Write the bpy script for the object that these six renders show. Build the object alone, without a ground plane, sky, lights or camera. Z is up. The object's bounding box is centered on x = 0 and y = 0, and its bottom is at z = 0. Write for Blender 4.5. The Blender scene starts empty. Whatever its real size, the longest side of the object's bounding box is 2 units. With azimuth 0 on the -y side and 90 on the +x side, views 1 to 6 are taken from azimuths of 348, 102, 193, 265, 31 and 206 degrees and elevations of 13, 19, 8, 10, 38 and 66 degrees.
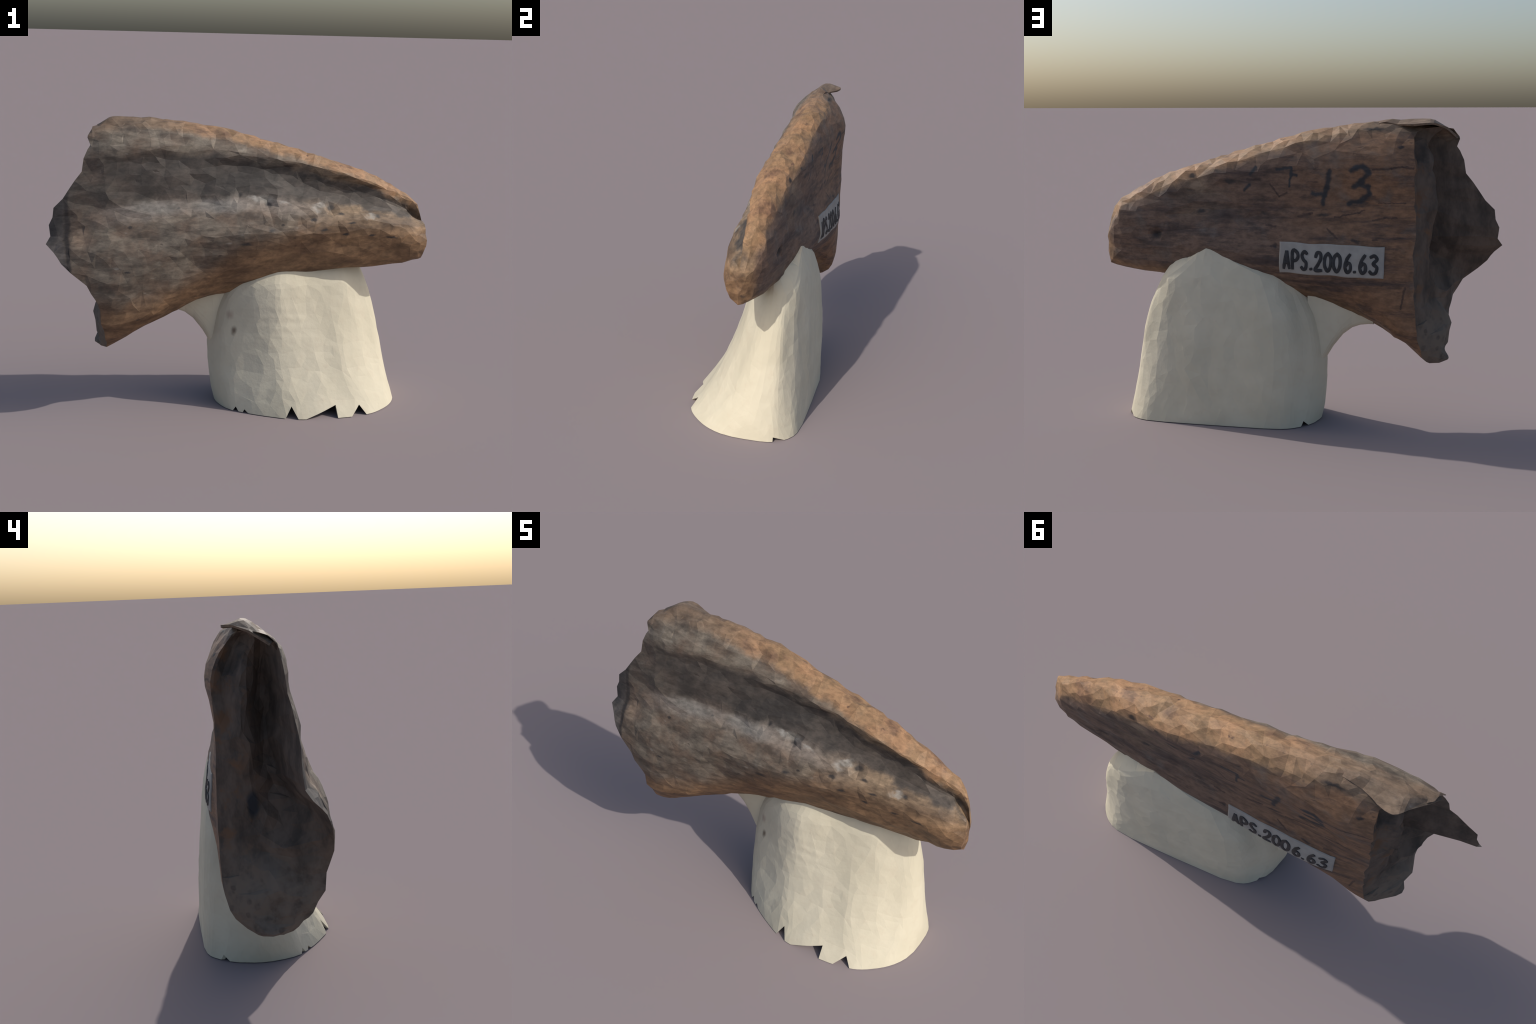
"""A broken fossil bone with a paper accession label, standing in a pale
plaster cradle.  Everything is built from named anatomical profile lines."""
import bpy, bmesh, math, random
import numpy as np
from mathutils import Vector, noise
from mathutils.bvhtree import BVHTree

random.seed(7)
COL = bpy.context.scene.collection

# ------------------------------------------------------------------ helpers
def add_object(name, mesh, parent=None, material=None):
    ob = bpy.data.objects.new(name, mesh)
    COL.objects.link(ob)
    if parent: ob.parent = parent
    if material: mesh.materials.append(material)
    return ob

def catmull(pts, n, closed=False):
    """n samples along a centripetal-ish Catmull-Rom spline through pts."""
    P = np.asarray(pts, float); m = len(P)
    if closed:
        Q = np.vstack([P[-1], P, P[0], P[1]]); segs = m
    else:
        Q = np.vstack([2*P[0]-P[1], P, 2*P[-1]-P[-2]]); segs = m-1
    out = []
    for k in range(n):
        t = k/n*segs if closed else k/(n-1)*segs
        i = min(int(t), segs-1); f = t-i
        a, b, c, d = Q[i], Q[i+1], Q[i+2], Q[i+3]
        lim = np.linalg.norm(c-b)
        m0, m1 = (c-a)/2, (d-b)/2            # tangents, kept short on uneven spacing
        for mm in (m0, m1):
            L = np.linalg.norm(mm)
            if L > 1.3*lim > 0: mm *= 1.3*lim/L
        f2, f3 = f*f, f*f*f
        out.append((2*f3-3*f2+1)*b+(f3-2*f2+f)*m0+(-2*f3+3*f2)*c+(f3-f2)*m1)
    return np.array(out)

def lumps(p, scale, seed):
    q = Vector(p)/scale + Vector((seed*3.1, seed*1.7, seed*5.3))
    return noise.noise(q)

# ------------------------------------------------------------------ node DSL
class Nodes:
    def __init__(self, name):
        self.mat = bpy.data.materials.new(name); self.mat.use_nodes = True
        self.t = self.mat.node_tree; self.t.nodes.clear()
        self.out = self.t.nodes.new('ShaderNodeOutputMaterial')
        self.bsdf = self.t.nodes.new('ShaderNodeBsdfPrincipled')
        self.t.links.new(self.bsdf.outputs[0], self.out.inputs[0])
        self.tc = self.t.nodes.new('ShaderNodeTexCoord')
        self.P = self.tc.outputs['Object']
        s = self.t.nodes.new('ShaderNodeSeparateXYZ'); self.t.links.new(self.P, s.inputs[0])
        self.x, self.y, self.z = s.outputs
    def put(self, v, sock):
        if isinstance(v, bpy.types.NodeSocket): self.t.links.new(v, sock)
        elif v is not None: sock.default_value = v
    def m(self, op, a, b=None, c=None, clamp=False):
        n = self.t.nodes.new('ShaderNodeMath'); n.operation = op; n.use_clamp = clamp
        for v, s in zip((a, b, c), n.inputs): self.put(v, s)
        return n.outputs[0]
    def add(self, a, b): return self.m('ADD', a, b)
    def sub(self, a, b): return self.m('SUBTRACT', a, b)
    def mul(self, *a):
        r = a[0]
        for v in a[1:]: r = self.m('MULTIPLY', r, v)
        return r
    def inv(self, a): return self.m('SUBTRACT', 1.0, a)
    def mx(self, a, b): return self.m('MAXIMUM', a, b)
    def step(self, v, lo, hi, a=0.0, b=1.0):
        n = self.t.nodes.new('ShaderNodeMapRange'); n.interpolation_type = 'SMOOTHSTEP'
        for val, s in zip((v, lo, hi, a, b), n.inputs): self.put(val, s)
        return n.outputs[0]
    def curve(self, x, pts):
        """piecewise profile value(x), x in [-1.05, 1.05], value in [0, 1.6]"""
        u = self.m('MULTIPLY_ADD', x, 1/2.1, 0.5)
        n = self.t.nodes.new('ShaderNodeFloatCurve')
        c = n.mapping.curves[0]
        q = sorted(((px+1.05)/2.1, v/1.6) for px, v in pts)
        while len(c.points) < len(q): c.points.new(.5, .5)
        for cp, (a, b) in zip(c.points, q): cp.location = (a, b)
        n.mapping.update(); self.put(u, n.inputs['Value'])
        return self.m('MULTIPLY', n.outputs[0], 1.6)
    def scaled(self, sx, sy, sz, rot=0.0):
        n = self.t.nodes.new('ShaderNodeMapping'); self.put(self.P, n.inputs[0])
        n.inputs['Rotation'].default_value = (0, rot, 0)
        n.inputs['Scale'].default_value = (sx, sy, sz); return n.outputs[0]
    def noise(self, scale, detail=4, rough=.6, vec=None, off=0.0):
        n = self.t.nodes.new('ShaderNodeTexNoise'); n.noise_dimensions = '4D'
        self.put(vec or self.P, n.inputs['Vector']); n.inputs['W'].default_value = off
        n.inputs['Scale'].default_value = scale; n.inputs['Detail'].default_value = detail
        n.inputs['Roughness'].default_value = rough; return n.outputs[0]
    def voronoi(self, scale, vec=None):
        n = self.t.nodes.new('ShaderNodeTexVoronoi'); self.put(vec or self.P, n.inputs['Vector'])
        n.inputs['Scale'].default_value = scale; return n.outputs['Distance']
    def mix(self, f, a, b, mode='MIX'):
        n = self.t.nodes.new('ShaderNodeMix'); n.data_type = 'RGBA'; n.blend_type = mode
        self.put(f, n.inputs[0])
        for v, s in ((a, n.inputs[6]), (b, n.inputs[7])):
            if isinstance(v, tuple): v = (*v, 1.0)
            self.put(v, s)
        return n.outputs[2]
    def ellipse(self, c, r, soft=.6, wob=None):
        """1 inside an ellipsoid at c with radii r, soft rim"""
        n = self.t.nodes.new('ShaderNodeVectorMath'); n.operation = 'MULTIPLY_ADD'
        self.put(wob or self.P, n.inputs[0])
        n.inputs[1].default_value = tuple(1/k for k in r)
        n.inputs[2].default_value = tuple(-a/k for a, k in zip(c, r))
        l = self.t.nodes.new('ShaderNodeVectorMath'); l.operation = 'LENGTH'
        self.put(n.outputs[0], l.inputs[0])
        return self.step(l.outputs['Value'], 1.0, 1.0-soft)
    def wobble(self, scale, amount, off=0.0):
        n = self.t.nodes.new('ShaderNodeTexNoise'); self.put(self.P, n.inputs['Vector'])
        n.inputs['Scale'].default_value = scale; n.inputs['Detail'].default_value = 3
        a = self.t.nodes.new('ShaderNodeVectorMath'); a.operation = 'SUBTRACT'
        self.put(n.outputs['Color'], a.inputs[0]); a.inputs[1].default_value = (.5, .5, .5)
        b = self.t.nodes.new('ShaderNodeVectorMath'); b.operation = 'MULTIPLY_ADD'
        self.put(a.outputs[0], b.inputs[0]); b.inputs[1].default_value = (amount,)*3
        self.put(self.P, b.inputs[2]); return b.outputs[0]
    def stroke(self, a, b, w, wob, soft=.8):
        """pen or crack line between (x, z) points a and b, width w"""
        dx, dz = b[0]-a[0], b[1]-a[1]; L = math.hypot(dx, dz); ang = math.atan2(dz, dx)
        n = self.t.nodes.new('ShaderNodeVectorMath'); n.operation = 'SUBTRACT'
        self.put(wob, n.inputs[0]); n.inputs[1].default_value = ((a[0]+b[0])/2, 0, (a[1]+b[1])/2)
        s = self.t.nodes.new('ShaderNodeSeparateXYZ'); self.put(n.outputs[0], s.inputs[0])
        ca, sa = math.cos(ang), math.sin(ang)
        u = self.add(self.mul(s.outputs[0], ca), self.mul(s.outputs[2], sa))
        v = self.sub(self.mul(s.outputs[2], ca), self.mul(s.outputs[0], sa))
        u = self.m('MAXIMUM', self.sub(self.m('ABSOLUTE', u), L/2), 0.0)
        d = self.m('SQRT', self.add(self.mul(u, u), self.mul(v, v)))
        return self.step(d, w, w*(1-soft))
    def finish(self, color, rough=.8, bump=None, strength=.3, dist=.01, spec=.3):
        self.put(color, self.bsdf.inputs['Base Color']); self.put(rough, self.bsdf.inputs['Roughness'])
        self.bsdf.inputs['Specular IOR Level'].default_value = spec
        if bump is not None:
            n = self.t.nodes.new('ShaderNodeBump'); n.inputs['Strength'].default_value = strength
            n.inputs['Distance'].default_value = dist
            self.put(bump, n.inputs['Height']); self.put(n.outputs[0], self.bsdf.inputs['Normal'])
        return self.mat

# ------------------------------------------------------------------ bone shape
# Profile lines run from the toe (x = +1) to the broken end (x = -1).
# They are listed in order round the bone: keel, up the front, over the
# crest, down the flat back.
LINES = {
 'keel':        [(.985,.05,.757),(.90,.05,.737),(.75,.06,.722),(.5,.09,.70),(.25,.1,.65),(0,.08,.60),(-.25,.05,.55),(-.45,.02,.468),(-.6,.03,.385),(-.70,.06,.316)],
 'belly':       [(.985,.005,.785),(.90,-.012,.765),(.75,-.012,.755),(.5,-.02,.74),(.25,-.022,.72),(0,-.046,.69),(-.25,-.078,.645),(-.45,-.105,.55),(-.62,-.112,.458),(-.722,-.09,.41)],
 'flank':       [(.992,-.01,.85),(.90,-.04,.86),(.75,-.056,.88),(.5,-.08,.91),(.25,-.110,.91),(0,-.146,.885),(-.25,-.135,.85),(-.45,-.158,.79),(-.65,-.176,.70),(-.782,-.155,.66)],
 'flank_top':   [(.995,0,.90),(.90,-.038,.915),(.75,-.060,.94),(.5,-.088,.965),(.25,-.108,.99),(0,-.130,.985),(-.25,-.132,.955),(-.45,-.140,.90),(-.72,-.142,.85),(-.944,-.118,.815)],
 'rib':         [(.985,.010,.95),(.90,-.012,.97),(.75,-.046,.99),(.5,-.064,1.02),(.25,-.072,1.06),(0,-.070,1.075),(-.25,-.054,1.07),(-.45,-.070,1.05),(-.72,-.078,.99),(-1.002,-.034,.93)],
 'groove':      [(.918,.072,.985),(.88,.052,1.018),(.75,.02,1.06),(.5,.018,1.105),(.25,-.002,1.15),(0,-.012,1.18),(-.25,-.018,1.2),(-.45,-.035,1.2),(-.68,-.05,1.16),(-.925,-.026,1.11)],
 'groove_wall': [(.914,.078,1.012),(.875,.050,1.052),(.75,.026,1.115),(.5,.026,1.18),(.25,.024,1.228),(0,.018,1.25),(-.25,-.004,1.28),(-.45,-.022,1.29),(-.64,-.03,1.28),(-.825,-.005,1.25)],
 'shoulder':    [(.948,.055,1.045),(.90,.055,1.085),(.75,.026,1.150),(.5,.006,1.234),(.25,.010,1.290),(0,.012,1.33),(-.25,.006,1.37),(-.45,-.014,1.385),(-.63,-.008,1.392),(-.786,.020,1.412)],
 'crest':       [(.935,.10,1.062),(.88,.10,1.108),(.75,.085,1.182),(.5,.085,1.279),(.25,.095,1.345),(0,.105,1.42),(-.25,.105,1.465),(-.45,.105,1.484),(-.6,.1,1.482),(-.745,.10,1.455)],
 'back_edge':   [(.925,.122,1.03),(.88,.138,1.065),(.75,.142,1.13),(.5,.166,1.228),(.25,.186,1.30),(0,.192,1.372),(-.25,.197,1.425),(-.40,.192,1.437),(-.50,.186,1.435),(-.60,.168,1.438)],
 'back_upper':  [(.925,.132,.97),(.88,.15,.98),(.75,.162,1.04),(.5,.176,1.12),(.25,.2,1.18),(0,.222,1.24),(-.25,.246,1.28),(-.40,.262,1.29),(-.50,.264,1.3),(-.598,.248,1.3)],
 'back_middle': [(.94,.124,.89),(.88,.148,.9),(.75,.168,.94),(.5,.182,1.0),(.25,.19,1.03),(0,.210,1.05),(-.25,.218,1.08),(-.40,.228,1.08),(-.50,.242,1.09),(-.603,.244,1.1)],
 'back_lower':  [(.945,.115,.83),(.90,.135,.83),(.75,.155,.85),(.5,.205,.87),(.25,.234,.85),(0,.248,.80),(-.25,.268,.77),(-.40,.272,.75),(-.52,.254,.74),(-.605,.248,.70)],
 'back_foot':   [(.955,.095,.785),(.90,.11,.775),(.75,.13,.765),(.5,.17,.75),(.25,.19,.735),(0,.185,.695),(-.25,.175,.62),(-.40,.19,.555),(-.55,.22,.475),(-.635,.22,.415)],
}
N_ALONG, N_ROUND = 150, 180
lines = [catmull(v, N_ALONG) for v in LINES.values()]
names = list(LINES)
rings = [catmull([l[j] for l in lines], N_ROUND, closed=True) for j in range(N_ALONG)]
top_i = round(N_ROUND*names.index('crest')/len(names))      # ring index of the crest

def build_bone():
    bm = bmesh.new()
    V = [[bm.verts.new(p) for p in ring] for ring in rings]
    def quad(a, b, c, d, mi):
        vs = []
        for v in (a, b, c, d):
            if v not in vs: vs.append(v)
        if len(vs) >= 3:
            f = bm.faces.new(vs); f.material_index = mi
    for j in range(N_ALONG-1):
        for i in range(N_ROUND):
            k = (i+1) % N_ROUND
            quad(V[j][i], V[j+1][i], V[j+1][k], V[j][k], 0)
    # blunt toe: rings closing on a nose point
    nose = Vector((.994, .045, .87)); prev = V[0]
    for s in (.3, .6, .85):
        cur = []
        for v in V[0]:
            p = v.co.lerp(nose, s); p.x = v.co.x + (nose.x-v.co.x)*(1-(1-s)**2)
            cur.append(bm.verts.new(p))
        for i in range(N_ROUND):
            k = (i+1) % N_ROUND; quad(cur[i], prev[i], prev[k], cur[k], 0)
        prev = cur
    c = bm.verts.new(nose)
    for i in range(N_ROUND):
        bm.faces.new((c, prev[i], prev[(i+1) % N_ROUND]))
    # hollow broken end: strips from the back edge to the front rim,
    # sunk towards +x so that the front rim is left as a thin blade
    rim = V[-1]; NS = 26
    front = [rim[i] for i in range(0, top_i+1)]                    # keel .. crest
    back = [rim[(N_ROUND-i) % N_ROUND] for i in range(0, N_ROUND-top_i+1)]
    nf = len(front)
    def along_back(t):
        u = t*(len(back)-1); return back[int(round(u))]
    rows = []
    for a in range(nf):
        A = front[a]; B = along_back(a/(nf-1))
        row = [A]
        if A is not B:
            span = (A.co-B.co).length; h = a/(nf-1)
            for s in range(1, NS):
                f = s/NS
                p = A.co.lerp(B.co, f)
                deep = SINK(h)
                w = .36-.11*min(1, max(0, (h-.40)/.15))     # the hollow lies close behind the front blade
                prof = math.exp(-((f-.26)/w)**2)*min(1, f/.1)*min(1, (1-f)/.1) if deep > 0 else math.sin(math.pi*f**1.5)**.8
                lip = .05*math.exp(-((f-.82)/.11)**2)*min(1, (1-f)/.05)*min(1, max(0, (h-.42)/.15))*min(1, max(0, deep/.12))   # worn step by the flat back
                sink = (deep*prof+lip)*min(1, span/.12)
                sink += .03*lumps(p, .08, 14)*min(1, 4*f*(1-f))
                p.x += sink
                row.append(bm.verts.new(p))
        row.append(B); rows.append(row)
    for r0, r1 in zip(rows, rows[1:]):
        if len(r0) == len(r1):
            for s in range(len(r0)-1): quad(r0[s+1], r1[s+1], r1[s], r0[s], 1)
        else:
            short, long = (r0, r1) if len(r0) < len(r1) else (r1, r0)
            for s in range(len(long)-1):
                quad(short[0], long[s+1], long[s], short[0], 1) if short is r0 else quad(short[0], long[s], long[s+1], short[0], 1)
    bmesh.ops.remove_doubles(bm, verts=bm.verts, dist=1e-5)
    bmesh.ops.recalc_face_normals(bm, faces=bm.faces)
    # weathering: lumps stretched along the bone, pits, ragged broken rim
    bm.normal_update()
    for v in bm.verts:
        p = v.co.copy(); q = Vector((p.x*.38, p.y, p.z))
        flat = min(1, max(0, (p.y-.19)/.05))
        d = .010*lumps(q, .07, 1) + .003*lumps(q, .03, 2) + .0025*lumps(p, .035, 3)
        d += .007*lumps(p, .05, 6)*min(1, max(0, (p.z-BONE_TOP(p.x)+.12)/.08))   # knobbly crest
        d += .006*lumps(p, .045, 7)*max(0, 1-abs(p.z-BONE_TOP(p.x)+.36)/.12)*(p.y < .05)*min(1, max(0, p.x+.15)/.3)
        d *= 1-.7*flat
        v.co += v.normal*d
        rag = min(1, max(0, (-p.x-.7)/.1))*min(1, max(.15, (p.z-.5)/.2))
        v.co.x += .016*lumps(p, .07, 12)*min(1, max(0, (-p.x-.56)/.03))*flat
        v.co.x += rag*(.016*lumps(p, .055, 9)+.012*lumps(p, .025, 11))
    for c, r, depth in DENTS:
        c = Vector(c)
        for v in bm.verts:
            k = (v.co-c).length/r
            if k < 1: v.co -= v.normal*depth*(1-k*k)**2
    me = bpy.data.meshes.new('bone_work'); bm.to_mesh(me); bm.free()
    return me

def BONE_TOP(x):
    return float(np.interp(x, [a for a, b in TOPZ], [b for a, b in TOPZ]))

def SINK(h):
    """depth of the hollow in the broken face, by height along the rim"""
    return float(np.interp(h, [0, .08, .2, .29, .38, .5, .62, .75, .88, 1], [.0, -.07, -.08, .01, .20, .29, .27, .19, .08, .0]))

DENTS = [((.449,-.045,1.05), .05, .02), ((.112,-.045,1.075), .06, .018), ((-.034,-.03,1.12), .045, .012),
         ((.695,.16,.925), .05, .018)]

def faceted(me, faces):
    """thin the mesh to scan-like facets with Decimate, applied"""
    ob = bpy.data.objects.new('facet_work', me); COL.objects.link(ob)
    m = ob.modifiers.new('d', 'DECIMATE'); m.use_collapse_triangulate = True
    tris = sum(len(p.vertices)-2 for p in me.polygons)
    m.ratio = min(1, faces/tris)
    dg = bpy.context.evaluated_depsgraph_get(); dg.update()
    new = bpy.data.meshes.new_from_object(ob.evaluated_get(dg))
    bpy.data.objects.remove(ob); return new

def by_region(me, region, name):
    bm = bmesh.new(); bm.from_mesh(me)
    bmesh.ops.delete(bm, geom=[f for f in bm.faces if f.material_index != region], context='FACES')
    for f in bm.faces: f.material_index = 0; f.smooth = False
    out = bpy.data.meshes.new(name); bm.to_mesh(out); bm.free(); out.materials.clear(); return out

# ------------------------------------------------------------------ materials
TOPZ = [(-1.0,1.42),(-.74,1.462),(-.6,1.495),(-.45,1.495),(-.25,1.465),(0,1.418),(.25,1.338),(.5,1.268),(.75,1.16),(.9,1.09),(1.0,1.0)]
BELLYZ = [(-1.0,.58),(-.72,.59),(-.6,.585),(-.45,.62),(-.25,.72),(-.05,.86),(.1,.90),(.3,.94),(.5,.96),(.75,.95),(1,.92)]
RIBZ = [(-1.0,1.0),(-.7,1.03),(-.45,1.06),(-.25,1.075),(0,1.09),(.25,1.065),(.5,1.03),(1,.95)]
GROOVEZ = [(-1.0,1.12),(-.8,1.17),(-.6,1.2),(-.4,1.22),(-.2,1.22),(0,1.21),(.25,1.17),(.5,1.12),(.7,1.085),(.85,1.05),(1,1.0)]

def bone_material():
    n = Nodes('fossil_bone_surface')
    wob = n.wobble(9, .05); fine = n.wobble(30, .024); wob2 = n.wobble(22, .07)
    streak = n.noise(9, 6, .65, n.scaled(.45, 1, 1.6))
    blot = n.noise(7, 5, .6, off=3.0)
    speck = n.noise(38, 4, .6, n.scaled(.6, 1, 1), off=1.0)
    jit = n.mul(n.sub(n.noise(10, 4, .6, off=8.0), .5), .10)
    z = n.add(n.z, jit)
    top = n.curve(n.x, TOPZ); bel = n.curve(n.x, BELLYZ); gro = n.curve(n.x, GROOVEZ)
    front = n.step(n.y, .13, .07)
    # grey weathered front
    grey = n.mix(n.step(streak, .35, .68), (.072,.057,.044), (.215,.178,.136))
    grey = n.mix(n.step(blot, .42, .66), grey, (.150,.105,.074))
    rib = n.curve(n.x, RIBZ)
    rm = n.mul(n.step(n.m('ABSOLUTE', n.sub(z, rib)), .075, .01), n.step(n.x, -.85, -.6), n.step(n.x, .6, .3))
    grey = n.mix(n.mul(rm, n.step(streak, .25, .55, .35, .8)), grey, (.255,.215,.18))
    fleck = n.step(n.noise(24, 2, .5, n.scaled(.6, 1, 1.3), off=31.0), .66, .76)
    grey = n.mix(n.mul(fleck, .5), grey, (.30,.275,.235))
    # warmer towards the toe
    toe = n.step(n.add(n.x, n.mul(jit, 2.0)), .1, .65)
    toec = n.mix(n.step(streak, .32, .66), (.122,.083,.052), (.335,.235,.145))
    c = n.mix(toe, grey, toec)
    # orange-brown belly
    bm_ = n.step(n.sub(z, bel), .08, -.07)
    c = n.mix(n.mul(bm_, .85), c, n.mix(n.step(streak, .3, .7), (.118,.064,.033), (.265,.150,.073)))
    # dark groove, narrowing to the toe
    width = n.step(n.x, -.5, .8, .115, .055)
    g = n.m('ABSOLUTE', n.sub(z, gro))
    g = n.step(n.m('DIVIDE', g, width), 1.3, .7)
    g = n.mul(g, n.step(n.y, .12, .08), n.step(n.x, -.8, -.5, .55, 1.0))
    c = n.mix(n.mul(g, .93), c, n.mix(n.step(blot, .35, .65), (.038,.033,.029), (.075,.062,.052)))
    # pale stripe under the shoulder of the wide half
    pale = n.mul(n.step(n.m('ABSOLUTE', n.sub(n.sub(top, z), .10)), .055, .01), n.step(n.x, .25, -.05), front, n.step(streak, .35, .6))
    c = n.mix(n.mul(pale, .6), c, (.21,.18,.14))
    # tan crest
    lim = n.step(n.y, .0, .10, .052, .10)
    crest = n.mul(n.step(n.m('DIVIDE', n.sub(top, z), lim), 1.0, .25), n.step(n.x, -.6, .0, .2, 1.0))
    tan = n.mix(n.step(blot, .35, .65), (.36,.203,.105), (.262,.162,.085))
    tan = n.mix(n.step(n.noise(9, 4, .6, n.scaled(.8, 1, 1), off=21.0), .54, .68, 0.0, .75), tan, (.15,.082,.05))
    tan = n.mix(n.step(speck, .6, .72), tan, (.13,.07,.045))
    c = n.mix(crest, c, tan)
    # brown flat back with dark grain lines along the bone
    back = n.mul(n.step(n.add(n.y, n.mul(jit, .12)), n.step(n.x, .4, .95, .16, .095), n.step(n.x, .4, .95, .195, .13)), n.step(n.sub(top, z), .03, .075))
    grain = n.noise(7, 6, .7, n.scaled(.25, 1, 2.2), off=5.0)
    bc = n.mix(n.step(n.x, .25, -.5), (.165,.104,.072), (.218,.120,.066))
    bc = n.mix(n.step(grain, .45, .66), bc, (.062,.042,.036))
    bc = n.mix(n.mul(n.step(n.noise(13, 5, .65, n.scaled(.35, 1, 1.2), off=17.0), .54, .66), .7), bc, (.05,.036,.032))
    bc = n.mix(n.mul(n.step(blot, .52, .7), .6), bc, (.15,.125,.105))
    c = n.mix(back, c, bc)
    # pale chipped edge and dark knob at the far end of the front face
    c = n.mix(n.mul(n.ellipse((-.83,-.09,.93), (.075,.12,.10), .8, wob), n.step(streak, .3, .55), .8), c, (.235,.17,.12))
    knob = n.step(n.add(n.x, n.mul(jit, .5)), -.895, -.925)
    c = n.mix(knob, c, n.mix(n.step(blot, .4, .65), (.05,.045,.042), (.115,.098,.085)))
    seam = n.mul(n.step(n.m('ABSOLUTE', n.add(n.add(n.x, n.mul(jit, .5)), .90)), .018, .004), n.step(n.z, 1.2, 1.1))
    c = n.mix(n.mul(seam, .8), c, (.025,.022,.022))
    # small natural pits everywhere
    pits = n.step(n.noise(20, 3, .55, n.scaled(.5, 1, 1.1), off=12.0), .66, .74)
    c = n.mix(n.mul(pits, .65), c, (.05,.035,.03))
    # individual dark holes and stains that can be told apart
    for ctr, r in SPOTS:
        c = n.mix(n.mul(n.ellipse(ctr, r, .7, fine), .88), c, (.03,.027,.027))
    for ctr, r in PALES:
        c = n.mix(n.mul(n.ellipse(ctr, r, .8, wob), .6), c, (.235,.225,.20))
    for ctr in PALE_FLECKS:
        c = n.mix(n.mul(n.ellipse(ctr, (.046,.06,.016), .9, wob2), .6), c, (.36,.345,.31))
    # faded ink figures and drying cracks, on the flat back only
    side = n.step(n.y, .17, .2)
    for a, b, w in INK:
        c = n.mix(n.mul(n.stroke(a, b, w, fine), side, .95), c, (.03,.033,.038))
    for a, b, w in CRACKS:
        c = n.mix(n.mul(n.stroke(a, b, w, fine), side, .75), c, (.045,.028,.024))
    c = n.mix(1.0, c, n.step(n.noise(42, 4, .7, n.scaled(.5, 1, 1), off=2.0), .3, .7, .66, 1.22), 'MULTIPLY')
    bump = n.add(n.mul(streak, .6), n.mul(n.sub(1.0, pits), .5))
    return n.finish(c, .64, bump, .25, .012, .4)

SPOTS = [((.449,-.03,1.05),(.030,.06,.026)), ((.112,-.035,1.072),(.032,.06,.022)), ((-.034,-.021,1.122),(.022,.05,.02)),
 ((-.02,-.13,.887),(.05,.05,.012)), ((.344,-.09,.999),(.03,.05,.012)), ((.175,-.105,.976),(.014,.05,.01)),
 ((.116,-.12,.955),(.025,.05,.014)), ((.401,-.096,.945),(.028,.05,.010)), ((.521,-.084,.921),(.028,.05,.010)),
 ((.664,-.065,.908),(.03,.05,.009)), ((.777,-.05,.893),(.05,.05,.010)), ((.698,-.03,1.002),(.022,.05,.012)),
 ((.495,-.055,1.022),(.03,.05,.012)), ((-.594,-.103,.974),(.016,.05,.012)), ((-.614,-.161,.762),(.02,.05,.010)),
 ((-.351,-.06,1.063),(.014,.05,.011)), ((-.69,.0,.40),(.04,.1,.02)), ((.552,-.083,.978),(.03,.05,.009)),
 ((.690,.16,.925),(.042,.06,.026)), ((.449,.171,1.048),(.028,.06,.016)), ((.067,.243,.888),(.014,.05,.012)),
 ((-.534,.222,1.371),(.024,.06,.014)), ((.975,.06,.80),(.02,.03,.014)), ((.5,.16,1.222),(.03,.05,.018)),
 ((.36,.165,1.245),(.035,.05,.016)), ((-.4,.19,1.452),(.07,.05,.012)), ((-.17,.235,1.05),(.05,.05,.012)),
 ((-.325,.24,.928),(.03,.05,.010)), ((.12,.22,1.05),(.04,.05,.014)), ((.3,.2,1.2),(.05,.06,.02))]
PALES = [((.08,-.03,1.095),(.09,.06,.03)), ((.38,-.04,1.06),(.07,.06,.02)), ((-.15,-.05,1.07),(.2,.1,.05)),
 ((-.45,-.09,1.07),(.22,.1,.05))]

PALE_FLECKS = [(.04,-.045,1.105), (.19,-.055,1.082), (.39,-.04,1.07), (.36,-.06,1.045), (.66,-.055,1.005)]
def page(px, py):
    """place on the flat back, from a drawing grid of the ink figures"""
    return (.223-.000607*px, 1.53-.000588*py)
def pen(points, w):
    q = [page(*p) for p in points]
    return [(a, b, w) for a, b in zip(q, q[1:])]
INK = (pen([(870,455),(905,430),(965,425),(1005,465),(950,545),(895,585)], .021) + pen([(930,570),(1000,590),(1005,650),(940,700),(845,725)], .019)
     + pen([(700,470),(675,600),(640,735)], .018) + pen([(560,650),(650,660)], .018)
     + pen([(270,455),(390,445),(385,490),(430,510)], .012) + pen([(390,490),(370,600)], .009)
     + pen([(95,450),(50,500)], .012) + pen([(40,590),(0,630)], .012))
CRACKS = (pen([(1040,445),(1180,440),(1260,425),(1345,432)], .007) + pen([(1040,855),(1130,830),(1220,832)], .008)
     + pen([(740,840),(850,815),(970,780)], .006) + pen([(455,840),(530,815),(560,810)], .010)
     + pen([(1080,715),(1290,710)], .005) + pen([(1300,1390),(1265,1560)], .007) + pen([(210,580),(290,680),(350,650)], .007)
     + pen([(680,930),(760,1010)], .007) + pen([(180,920),(260,925)], .007) + pen([(880,1025),(930,1035)], .010)
     + pen([(30,550),(130,545)], .008) + pen([(1040,1010),(1070,1005)], .009) + pen([(235,1085),(270,1075)], .011))

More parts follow.
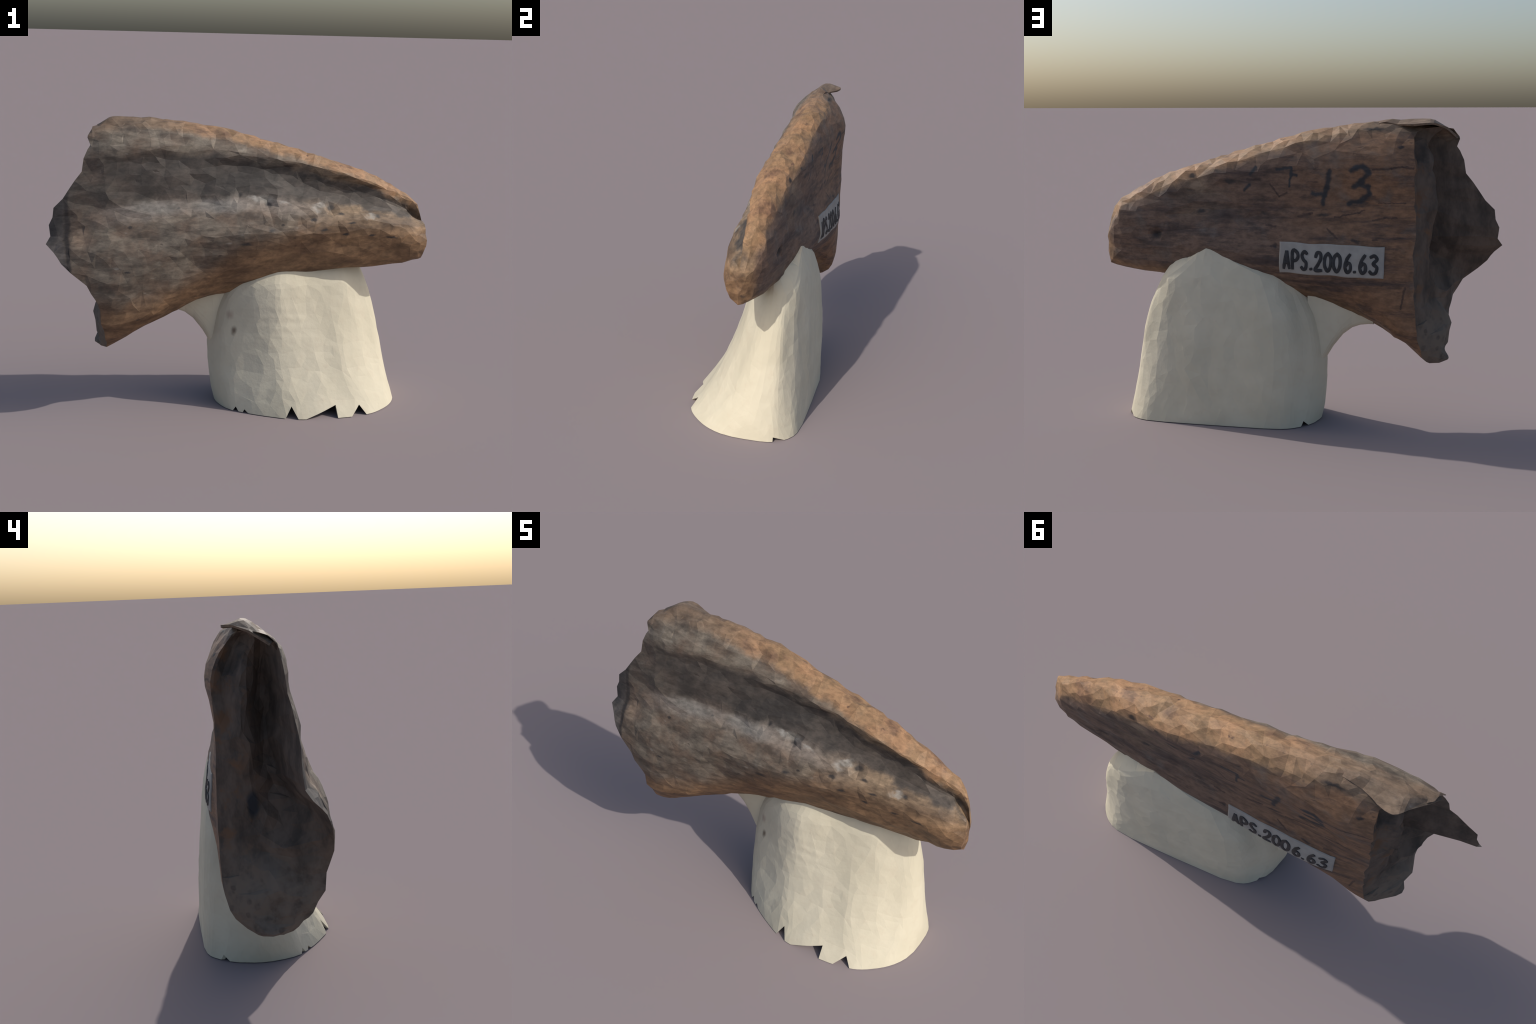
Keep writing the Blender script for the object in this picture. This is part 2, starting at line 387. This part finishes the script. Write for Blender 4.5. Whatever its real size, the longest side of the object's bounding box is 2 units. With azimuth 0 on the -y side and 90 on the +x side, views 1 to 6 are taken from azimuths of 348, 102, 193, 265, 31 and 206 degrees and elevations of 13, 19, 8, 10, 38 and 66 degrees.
def broken_material():
    n = Nodes('broken_bone_face')
    blot = n.noise(9, 5, .65); fibre = n.noise(12, 5, .65, n.scaled(1, 1, .5), off=2.0)
    c = n.mix(n.step(fibre, .32, .68), (.062,.049,.040), (.150,.112,.086))
    c = n.mix(n.mul(n.step(blot, .48, .62), n.step(n.y, .05, .18)), c, (.15,.085,.05))
    low = n.step(n.z, .75, .5)
    c = n.mix(n.mul(low, n.step(blot, .35, .6), .7), c, (.20,.165,.13))
    pits = n.step(n.voronoi(16, n.wobble(12, .04)), .26, .14)
    c = n.mix(n.mul(pits, low, n.step(fibre, .35, .6), .55), c, (.045,.038,.034))
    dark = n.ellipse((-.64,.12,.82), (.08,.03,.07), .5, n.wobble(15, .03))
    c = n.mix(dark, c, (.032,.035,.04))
    return n.finish(c, .8, n.add(fibre, n.mul(blot, .5)), .4, .015, .25)

def plaster_material():
    n = Nodes('plaster')
    a = n.noise(3.5, 4, .55); b = n.noise(22, 4, .6, off=4.0)
    c = n.mix(n.step(a, .35, .65), (.58,.53,.40), (.65,.595,.455))  # toned slightly below the sunlit plaster, to allow for its shaded sides
    c = n.mix(n.mul(n.step(b, .5, .75), .35), c, (.56,.48,.36))
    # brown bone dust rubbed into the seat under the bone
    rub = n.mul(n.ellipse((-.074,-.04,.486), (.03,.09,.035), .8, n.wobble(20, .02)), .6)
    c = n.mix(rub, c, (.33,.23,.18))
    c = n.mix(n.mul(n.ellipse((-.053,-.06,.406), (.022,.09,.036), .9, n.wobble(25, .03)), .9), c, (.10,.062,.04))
    ridge = n.t.nodes.new('ShaderNodeTexWave'); ridge.bands_direction = 'Z'
    n.put(n.wobble(5, .08), ridge.inputs[0]); ridge.inputs['Scale'].default_value = 5.5
    ridge.inputs['Distortion'].default_value = 3
    wavy = n.mul(ridge.outputs['Fac'], n.ellipse((.22,-.15,.48), (.25,.2,.2), .8), .5)
    return n.finish(c, .75, n.add(n.add(a, b), wavy), .2, .012, .3)

def paper_material():
    n = Nodes('label_paper')
    c = n.mix(n.step(n.noise(14, 4, .6), .35, .7), (.29,.275,.25), (.36,.345,.315))
    return n.finish(c, .6, n.noise(60), .1, .004)
def ink_material():
    n = Nodes('black_ink')
    return n.finish(n.mix(n.step(n.noise(40), .3, .7), (.018,.018,.02), (.04,.04,.042)), .5)

# ------------------------------------------------------------------ assemble
thing = bpy.data.objects.new('mounted_fossil', None); COL.objects.link(thing)
thing['label'] = 'weathered brown fossil bone fragment resting in pale plaster cradle'
thing['category'] = 'fossil bone'

bone_mat, broken_mat, plaster = bone_material(), broken_material(), plaster_material()
whole = faceted(build_bone(), 3400)
bone = add_object('bone_shaft', by_region(whole, 0, 'bone_shaft'), thing, bone_mat)
add_object('broken_face', by_region(whole, 1, 'broken_face'), thing, broken_mat)

# flake of outer bone that curls over the flat back at the broken end
def build_flake():
    OUT = [(-.34,.125,1.475),(-.44,.150,1.494),(-.52,.163,1.488),(-.60,.20,1.49),(-.655,.203,1.496),(-.70,.155,1.487),(-.745,.105,1.468),(-.785,.045,1.425)]
    MID = [(-.34,.10,1.482),(-.44,.105,1.506),(-.52,.11,1.510),(-.60,.115,1.513),(-.65,.115,1.510),(-.69,.105,1.498),(-.725,.075,1.47),(-.765,.03,1.43)]
    INN = [(-.34,.06,1.435),(-.44,.05,1.44),(-.52,.045,1.446),(-.58,.04,1.448),(-.63,.04,1.455),(-.67,.04,1.443),(-.705,.03,1.428),(-.74,.01,1.405)]
    L = [catmull(q, 26) for q in (OUT, MID, INN)]
    bm = bmesh.new(); grid = []
    for j in range(26):
        row = catmull([l[j] for l in L], 9)
        grid.append([bm.verts.new(Vector(p)+Vector((0, 0, -.013+.006*lumps(p, .05, 5)))) for p in row])
    for r0, r1 in zip(grid, grid[1:]):
        for i in range(8): bm.faces.new((r0[i], r1[i], r1[i+1], r0[i+1]))
    bmesh.ops.recalc_face_normals(bm, faces=bm.faces)
    up = sum(f.normal.z for f in bm.faces)
    if up < 0: bmesh.ops.reverse_faces(bm, faces=bm.faces)
    geom = bmesh.ops.solidify(bm, geom=bm.faces[:], thickness=.010)
    bmesh.ops.recalc_face_normals(bm, faces=bm.faces)
    me = bpy.data.meshes.new('bone_flake'); bm.to_mesh(me); bm.free(); return faceted(me, 260)
add_object('bone_flake', build_flake(), thing, bone_mat)

# ------------------------------------------------------------------ plaster cradle
FOOT = [(.02,.45),(.005,.57),(.01,.66),(.03,.77),(.07,.87),(.14,.955),(.25,.985),(.42,.99),(.62,.995),(.80,.99),(.91,.955),(.985,.83),(1.0,.64),(.985,.42),
        (.93,.25),(.83,.10),(.72,.025),(.60,0),(.48,0),(.36,.025),(.22,.135),(.10,.26),(.05,.345)]
HEIGHTS = [0,    .08,  .2,   .33,  .45,  .55,  .65,  .75,  .87]
X_LEFT  = [-.14, -.16, -.175,-.178,-.165,-.14, -.10, -.04,  .05]
X_RIGHT = [.848, .832, .81,  .785, .762, .735, .705,  .67,  .61]
Y_FRONT = [-.308,-.243,-.165,-.112,-.066,-.036,-.015, .04, .12]
Y_BACK  = [.310, .306, .302, .296, .286, .277, .268, .256, .238]
LOBE    = [0,    .012, .026, .042, .066, .090, .105, .10,  .06]    # left front swelling
CORNER  = [0,    .012, .022, .025, .024, .022, .015, .0,   .0]     # right back corner worn off
ZS = np.linspace(-.2, 1.1, 521)
def smooth_profile(vals):
    """value by height, with the corners of the listed profile rounded off"""
    h = np.array(HEIGHTS); v = np.array(vals)
    y = np.interp(ZS, h, v)
    y[ZS < 0] = v[0]+(v[1]-v[0])/(h[1]-h[0])*ZS[ZS < 0]
    y[ZS > h[-1]] = v[-1]+(v[-1]-v[-2])/(h[-1]-h[-2])*(ZS[ZS > h[-1]]-h[-1])
    k = np.hanning(45); k /= k.sum()
    return np.convolve(np.pad(y, 22, mode='edge'), k, mode='valid')
X_LEFT, X_RIGHT, Y_FRONT, Y_BACK, LOBE, CORNER = [smooth_profile(v) for v in (X_LEFT, X_RIGHT, Y_FRONT, Y_BACK, LOBE, CORNER)]
# the back wall climbs higher than the front lip: rim height by x
RIM_BACK = ([-.2,-.085,.03,.165,.288,.40,.435,.50,.568,.662,.75],[.62,.667,.72,.775,.83,.865,.87,.84,.785,.715,.66])
RIM_FRONT = ([-.2,-.128,-.047,.073,.135,.35,.62,.75],[.60,.63,.665,.695,.72,.75,.765,.69])
# chips out of the foot: two base corners and the apex (x, height), wall point y
NOTCHES = [((.53,.615,.58),.045,-.285), ((.182,.245,.216),.056,-.28), ((.285,.453,.449),.055,-.30), ((-.066,-.04,-.052),.022,-.14),
           ((-.095,-.065,-.075),.026,.2), ((.80,.835,.83),.022,.2), ((-.02,.005,-.012),.016,-.18)]
def build_cradle():
    foot = catmull(FOOT, 260, closed=True); bm = bmesh.new(); grid = []
    NV = 60
    for u, v in foot:
        col = []
        for k in range(NV+1):
            t = k/NV
            z = 0
            # rim height at this column, from where the column ends up
            xr = np.interp(.65, ZS, X_LEFT)*(1-u)+np.interp(.65, ZS, X_RIGHT)*u
            w = min(1, max(0, (v-.35)/.4)); w = w*w*(3-2*w)
            rim = (1-w)*np.interp(xr, *RIM_FRONT)+w*np.interp(xr, *RIM_BACK)
            z = rim*t
            x = np.interp(z, ZS, X_LEFT)*(1-u)+np.interp(z, ZS, X_RIGHT)*u
            y = np.interp(z, ZS, Y_FRONT)*(1-v)+np.interp(z, ZS, Y_BACK)*v
            lob = 1-min(1, max(0, (u-.16)/.56)); lob = lob*lob*(3-2*lob)*max(0, 1-v/.8)
            y -= lob*np.interp(z, ZS, LOBE)
            cor = max(0, 1-math.hypot((u-.97)/.3, (v-.97)/.35))
            x -= .6*cor*np.interp(z, ZS, CORNER); y -= 1.4*cor*np.interp(z, ZS, CORNER)
            k = np.interp(z, HEIGHTS, [0, .5, 1, 1, 1, 1, 1, .5, 0])
            fr = max(0, 1-math.hypot((u-.95)/.3, (v-.2)/.35)); y += .018*k*fr; x -= .008*k*fr
            lb = max(0, 1-math.hypot((u-.03)/.22, (v-.9)/.35)); x += .035*k*lb; y -= .04*k*lb
            rnd = max(0, (t-.72)/.28)**2.2                     # rim rounded over towards the bone
            x += (.3-x)*.05*rnd; y += (.10-y)*.12*rnd
            p = Vector((x, y, z))
            d = .005*lumps(Vector((x, y, z*.3)), .10, 21)+.002*lumps(p, .05, 22)
            d *= min(1, .3+z/.1)
            p += Vector((x-.35, (y-.05)*1.6, 0)).normalized()*d
            col.append(bm.verts.new(p))
        # roof closing under the bone
        for t in (.08, .2, .4, .65, .9):
            e = col[NV].co; q = e.lerp(Vector((min(max(e.x, -.04), .56), .10, .86)), t)
            q.z = e.z+(.86-e.z)*t**.8
            col.append(bm.verts.new(q))
        grid.append(col)
    n = len(grid)
    for i in range(n):
        a, b = grid[i], grid[(i+1) % n]
        for k in range(len(a)-1): bm.faces.new((a[k], b[k], b[k+1], a[k+1]))
    bm.faces.new([c[-1] for c in grid])
    bmesh.ops.recalc_face_normals(bm, faces=bm.faces)
    me = bpy.data.meshes.new('cradle_work'); bm.to_mesh(me); bm.free()
    me = faceted(me, 1900)
    # give the shell a thickness, so that the notches open on a dark hollow
    ob = bpy.data.objects.new('w', me); COL.objects.link(ob)
    s = ob.modifiers.new('s', 'SOLIDIFY'); s.thickness = .012; s.offset = -1
    dg = bpy.context.evaluated_depsgraph_get(); dg.update()
    new = bpy.data.meshes.new_from_object(ob.evaluated_get(dg)); bpy.data.objects.remove(ob)
    low = min(v.co.z for v in new.vertices)
    for v in new.vertices:
        if v.co.z < .008: v.co.z = 0
    def cut(mesh, prism, solver):
        xa, xb, xm, h, y = prism
        c = bmesh.new(); lo, hi = [], []
        for yy, L in ((y-.06, lo), (y+.06, hi)):
            for x, z in ((xa-.2*(xm-xa), -.2*h), (xb+.2*(xb-xm), -.2*h), (xm, h)): L.append(c.verts.new((x, yy, z)))
        c.faces.new(lo); c.faces.new(hi[::-1])
        for i in range(3): c.faces.new((lo[i], hi[i], hi[(i+1) % 3], lo[(i+1) % 3]))
        bmesh.ops.recalc_face_normals(c, faces=c.faces)
        cm = bpy.data.meshes.new('c'); c.to_mesh(cm); c.free()
        co = bpy.data.objects.new('c', cm); COL.objects.link(co)
        ob = bpy.data.objects.new('w', mesh); COL.objects.link(ob)
        m = ob.modifiers.new('b', 'BOOLEAN'); m.object = co; m.operation = 'DIFFERENCE'; m.solver = solver
        dg = bpy.context.evaluated_depsgraph_get(); dg.update()
        res = bpy.data.meshes.new_from_object(ob.evaluated_get(dg))
        bpy.data.objects.remove(ob); bpy.data.objects.remove(co)
        return res
    for (xa, xb, xm), h, y in NOTCHES:
        for nudge, solver in ((0, 'EXACT'), (.0031, 'EXACT'), (-.0037, 'EXACT'), (0, 'FAST'), (.0083, 'FAST'), (-.0091, 'FAST')):      # keep a cut only if the shell survives it
            res = cut(new, (xa+nudge, xb+nudge*.6, xm+nudge, h+abs(nudge)*.3, y+nudge*1.7), solver)
            if len(res.polygons) > .9*len(new.polygons) and any(abs(v.co.x-xm) < .022 and abs(v.co.z-h) < .006 and abs(v.co.y-y) < .06 for v in res.vertices) and min((v.co.z for v in res.vertices), default=9) < .001:
                new = res; break
        else: print('notch not cut', xm)
    bm = bmesh.new()
    # web of plaster running on under the bone beyond the cradle
    XS = [-.08,-.15,-.20,-.25,-.295,-.335,-.375,-.40]
    ZB = [.20,.30,.385,.45,.485,.50,.505,.505]
    ZT = [.66,.645,.62,.60,.585,.565,.55,.54]
    web = []
    for x, zb, zt in zip(XS, ZB, ZT):
        wid = np.interp(x, [-.43,-.3,-.15], [.035,.035,.05]); mid = np.interp(x, [-.43,-.3,-.15], [.10,.10,.10])
        loop = [(mid-wid,zb+.05),(mid-wid*.5,zb),(mid+wid*.5,zb+.005),(mid+wid*.95,zb+.05),(mid+wid,zt),(mid,zt+.01),(mid-wid,zt-.01)]
        web.append([bm.verts.new((x, y, z)) for y, z in catmull(loop, 28, closed=True)])
    for a, b in zip(web, web[1:]):
        for i in range(28): bm.faces.new((a[i], a[(i+1) % 28], b[(i+1) % 28], b[i]))
    bm.faces.new(web[-1])
    bmesh.ops.recalc_face_normals(bm, faces=bm.faces)
    wm = bpy.data.meshes.new('web'); bm.to_mesh(wm); bm.free()
    bm = bmesh.new(); bm.from_mesh(new); bm.from_mesh(faceted(wm, 300)); bm.to_mesh(new); bm.free()
    new.name = 'plaster_cradle'
    for p in new.polygons: p.use_smooth = False
    return new
add_object('plaster_cradle', build_cradle(), thing, plaster)

# ------------------------------------------------------------------ paper label
bmt = bmesh.new(); bmt.from_mesh(whole); tree = BVHTree.FromBMesh(bmt); bmt.free()
def back_y(x, z):
    h = tree.ray_cast(Vector((x, 1, z)), Vector((0, -1, 0)))
    return h[0].y if h[0] else .24
UL, UR, LL, LR = [np.array(p) for p in ((.041,.915),(-.468,.906),(.040,.766),(-.465,.757))]
def label_xz(u, v): return (UL*(1-u)+UR*u)*(1-v)+(LL*(1-u)+LR*u)*v
NU, NVV = 64, 20
ys = np.array([[back_y(*label_xz(i/NU, j/NVV)) for j in range(NVV+1)] for i in range(NU+1)])
for _ in range(3):       # paper bridges small dips, never sinks into the bone
    pad = np.pad(ys, 1, mode='edge')
    ys = np.maximum(ys, (pad[:-2,1:-1]+pad[2:,1:-1]+pad[1:-1,:-2]+pad[1:-1,2:])/4)
def on_label(u, v, lift):
    a = min(max(u, 0), 1)*NU; b = min(max(v, 0), 1)*NVV
    i, j = min(int(a), NU-1), min(int(b), NVV-1); f, g = a-i, b-j
    y = (ys[i,j]*(1-f)+ys[i+1,j]*f)*(1-g)+(ys[i,j+1]*(1-f)+ys[i+1,j+1]*f)*g
    x, z = label_xz(u, v); return Vector((x, y+lift, z))
def build_label():
    bm = bmesh.new()
    def edge(u, v):
        w = .035*noise.noise(Vector((u*5, v*2, 4))); return u+.25*w*(abs(u-.5) > .49), v+w*(v < .01)+1.5*w*(v > .99)
    top = [[bm.verts.new(on_label(*edge(i/NU, j/NVV), .0045)) for j in range(NVV+1)] for i in range(NU+1)]
    bot = [[bm.verts.new(v.co-Vector((0, .010, 0))) for v in r] for r in top]
    for i in range(NU):
        for j in range(NVV):
            bm.faces.new((top[i][j], top[i+1][j], top[i+1][j+1], top[i][j+1]))
            bm.faces.new((bot[i][j], bot[i][j+1], bot[i+1][j+1], bot[i+1][j]))
    rim = [(i, 0) for i in range(NU)]+[(NU, j) for j in range(NVV)]+[(i, NVV) for i in range(NU, 0, -1)]+[(0, j) for j in range(NVV, 0, -1)]
    for (a, b), (c, d) in zip(rim, rim[1:]+rim[:1]):
        bm.faces.new((top[a][b], bot[a][b], bot[c][d], top[c][d]))
    bmesh.ops.recalc_face_normals(bm, faces=bm.faces)
    for f in bm.faces: f.smooth = True
    me = bpy.data.meshes.new('paper_label'); bm.to_mesh(me); bm.free(); return me
label = add_object('paper_label', build_label(), thing, paper_material())

# hand-lettered strokes, each glyph in a unit box (x right, y down)
GLYPH = {'A': [[(0,1),(.5,0),(.95,1)],[(.2,.68),(.8,.68)]], 'P': [[(.1,1),(.1,0),(.7,.05),(.9,.28),(.65,.5),(.15,.55)]],
 'S': [[(.9,.1),(.45,0),(.1,.2),(.35,.45),(.8,.62),(.75,.92),(.35,1),(0,.88)]], '.': [[(.5,.93),(.55,.97)]],
 '2': [[(.1,.25),(.3,.02),(.75,.05),(.85,.32),(.5,.65),(.05,1),(.95,1)]],
 '0': [[(.5,0),(.12,.25),(.1,.7),(.5,1),(.88,.72),(.88,.25),(.5,0)]],
 '6': [[(.75,.0),(.3,.3),(.08,.7),(.4,1),(.85,.85),(.8,.55),(.45,.48),(.12,.68)]],
 '3': [[(.1,.08),(.55,0),(.88,.2),(.45,.45),(.9,.65),(.75,.95),(.3,1),(.02,.88)]]}
TEXT = [('A',338,386),('P',405,462),('S',484,532),('.',550,574),('2',594,650),('0',668,728),('0',740,803),('6',833,888),('.',903,924),('6',950,1006),('3',1030,1092)]
def build_letter(ch, a, b):
    u0, u1 = (a-300)/840, (b-300)/840
    bm = bmesh.new(); r = .0088
    for st in GLYPH[ch]:
        dense = catmull([(p[0], p[1]) for p in st], max(3, 6*(len(st)-1)+1)) if ch != 'A' else np.array([(1-t)*np.array(p)+t*np.array(q) for p, q in zip(st, st[1:]) for t in np.linspace(0, 1, 7)])
        path = [on_label(u0+(u1-u0)*p[0], .27+.02*u0+.56*p[1], .0062) for p in dense]
        ringv = []
        for i, p in enumerate(path):
            d = path[min(i+1, len(path)-1)]-path[max(i-1, 0)]; d.y = 0; d.normalize()
            side = Vector((-d.z, 0, d.x)); end = i in (0, len(path)-1)
            w = r*(.75 if end else 1)*(1+.12*noise.noise(p*60))
            off = d*(r*.5*(-1 if i == 0 else 1)) if end else Vector()
            ringv.append([bm.verts.new(p+off+side*w*s+Vector((0, h, 0))) for s, h in ((-1,-.003),(-.8,.0012),(0,.002),(.8,.0012),(1,-.003))])
        for r0, r1 in zip(ringv, ringv[1:]):
            for i in range(4): bm.faces.new((r0[i], r1[i], r1[i+1], r0[i+1]))
        for e in (ringv[0], ringv[-1]): bm.faces.new(e)
    bmesh.ops.recalc_face_normals(bm, faces=bm.faces)
    me = bpy.data.meshes.new('letter'); bm.to_mesh(me); bm.free(); return me
ink = ink_material()
for ch, a, b in TEXT:
    add_object('lettering', build_letter(ch, a, b), label, ink)
bpy.data.meshes.remove(whole)
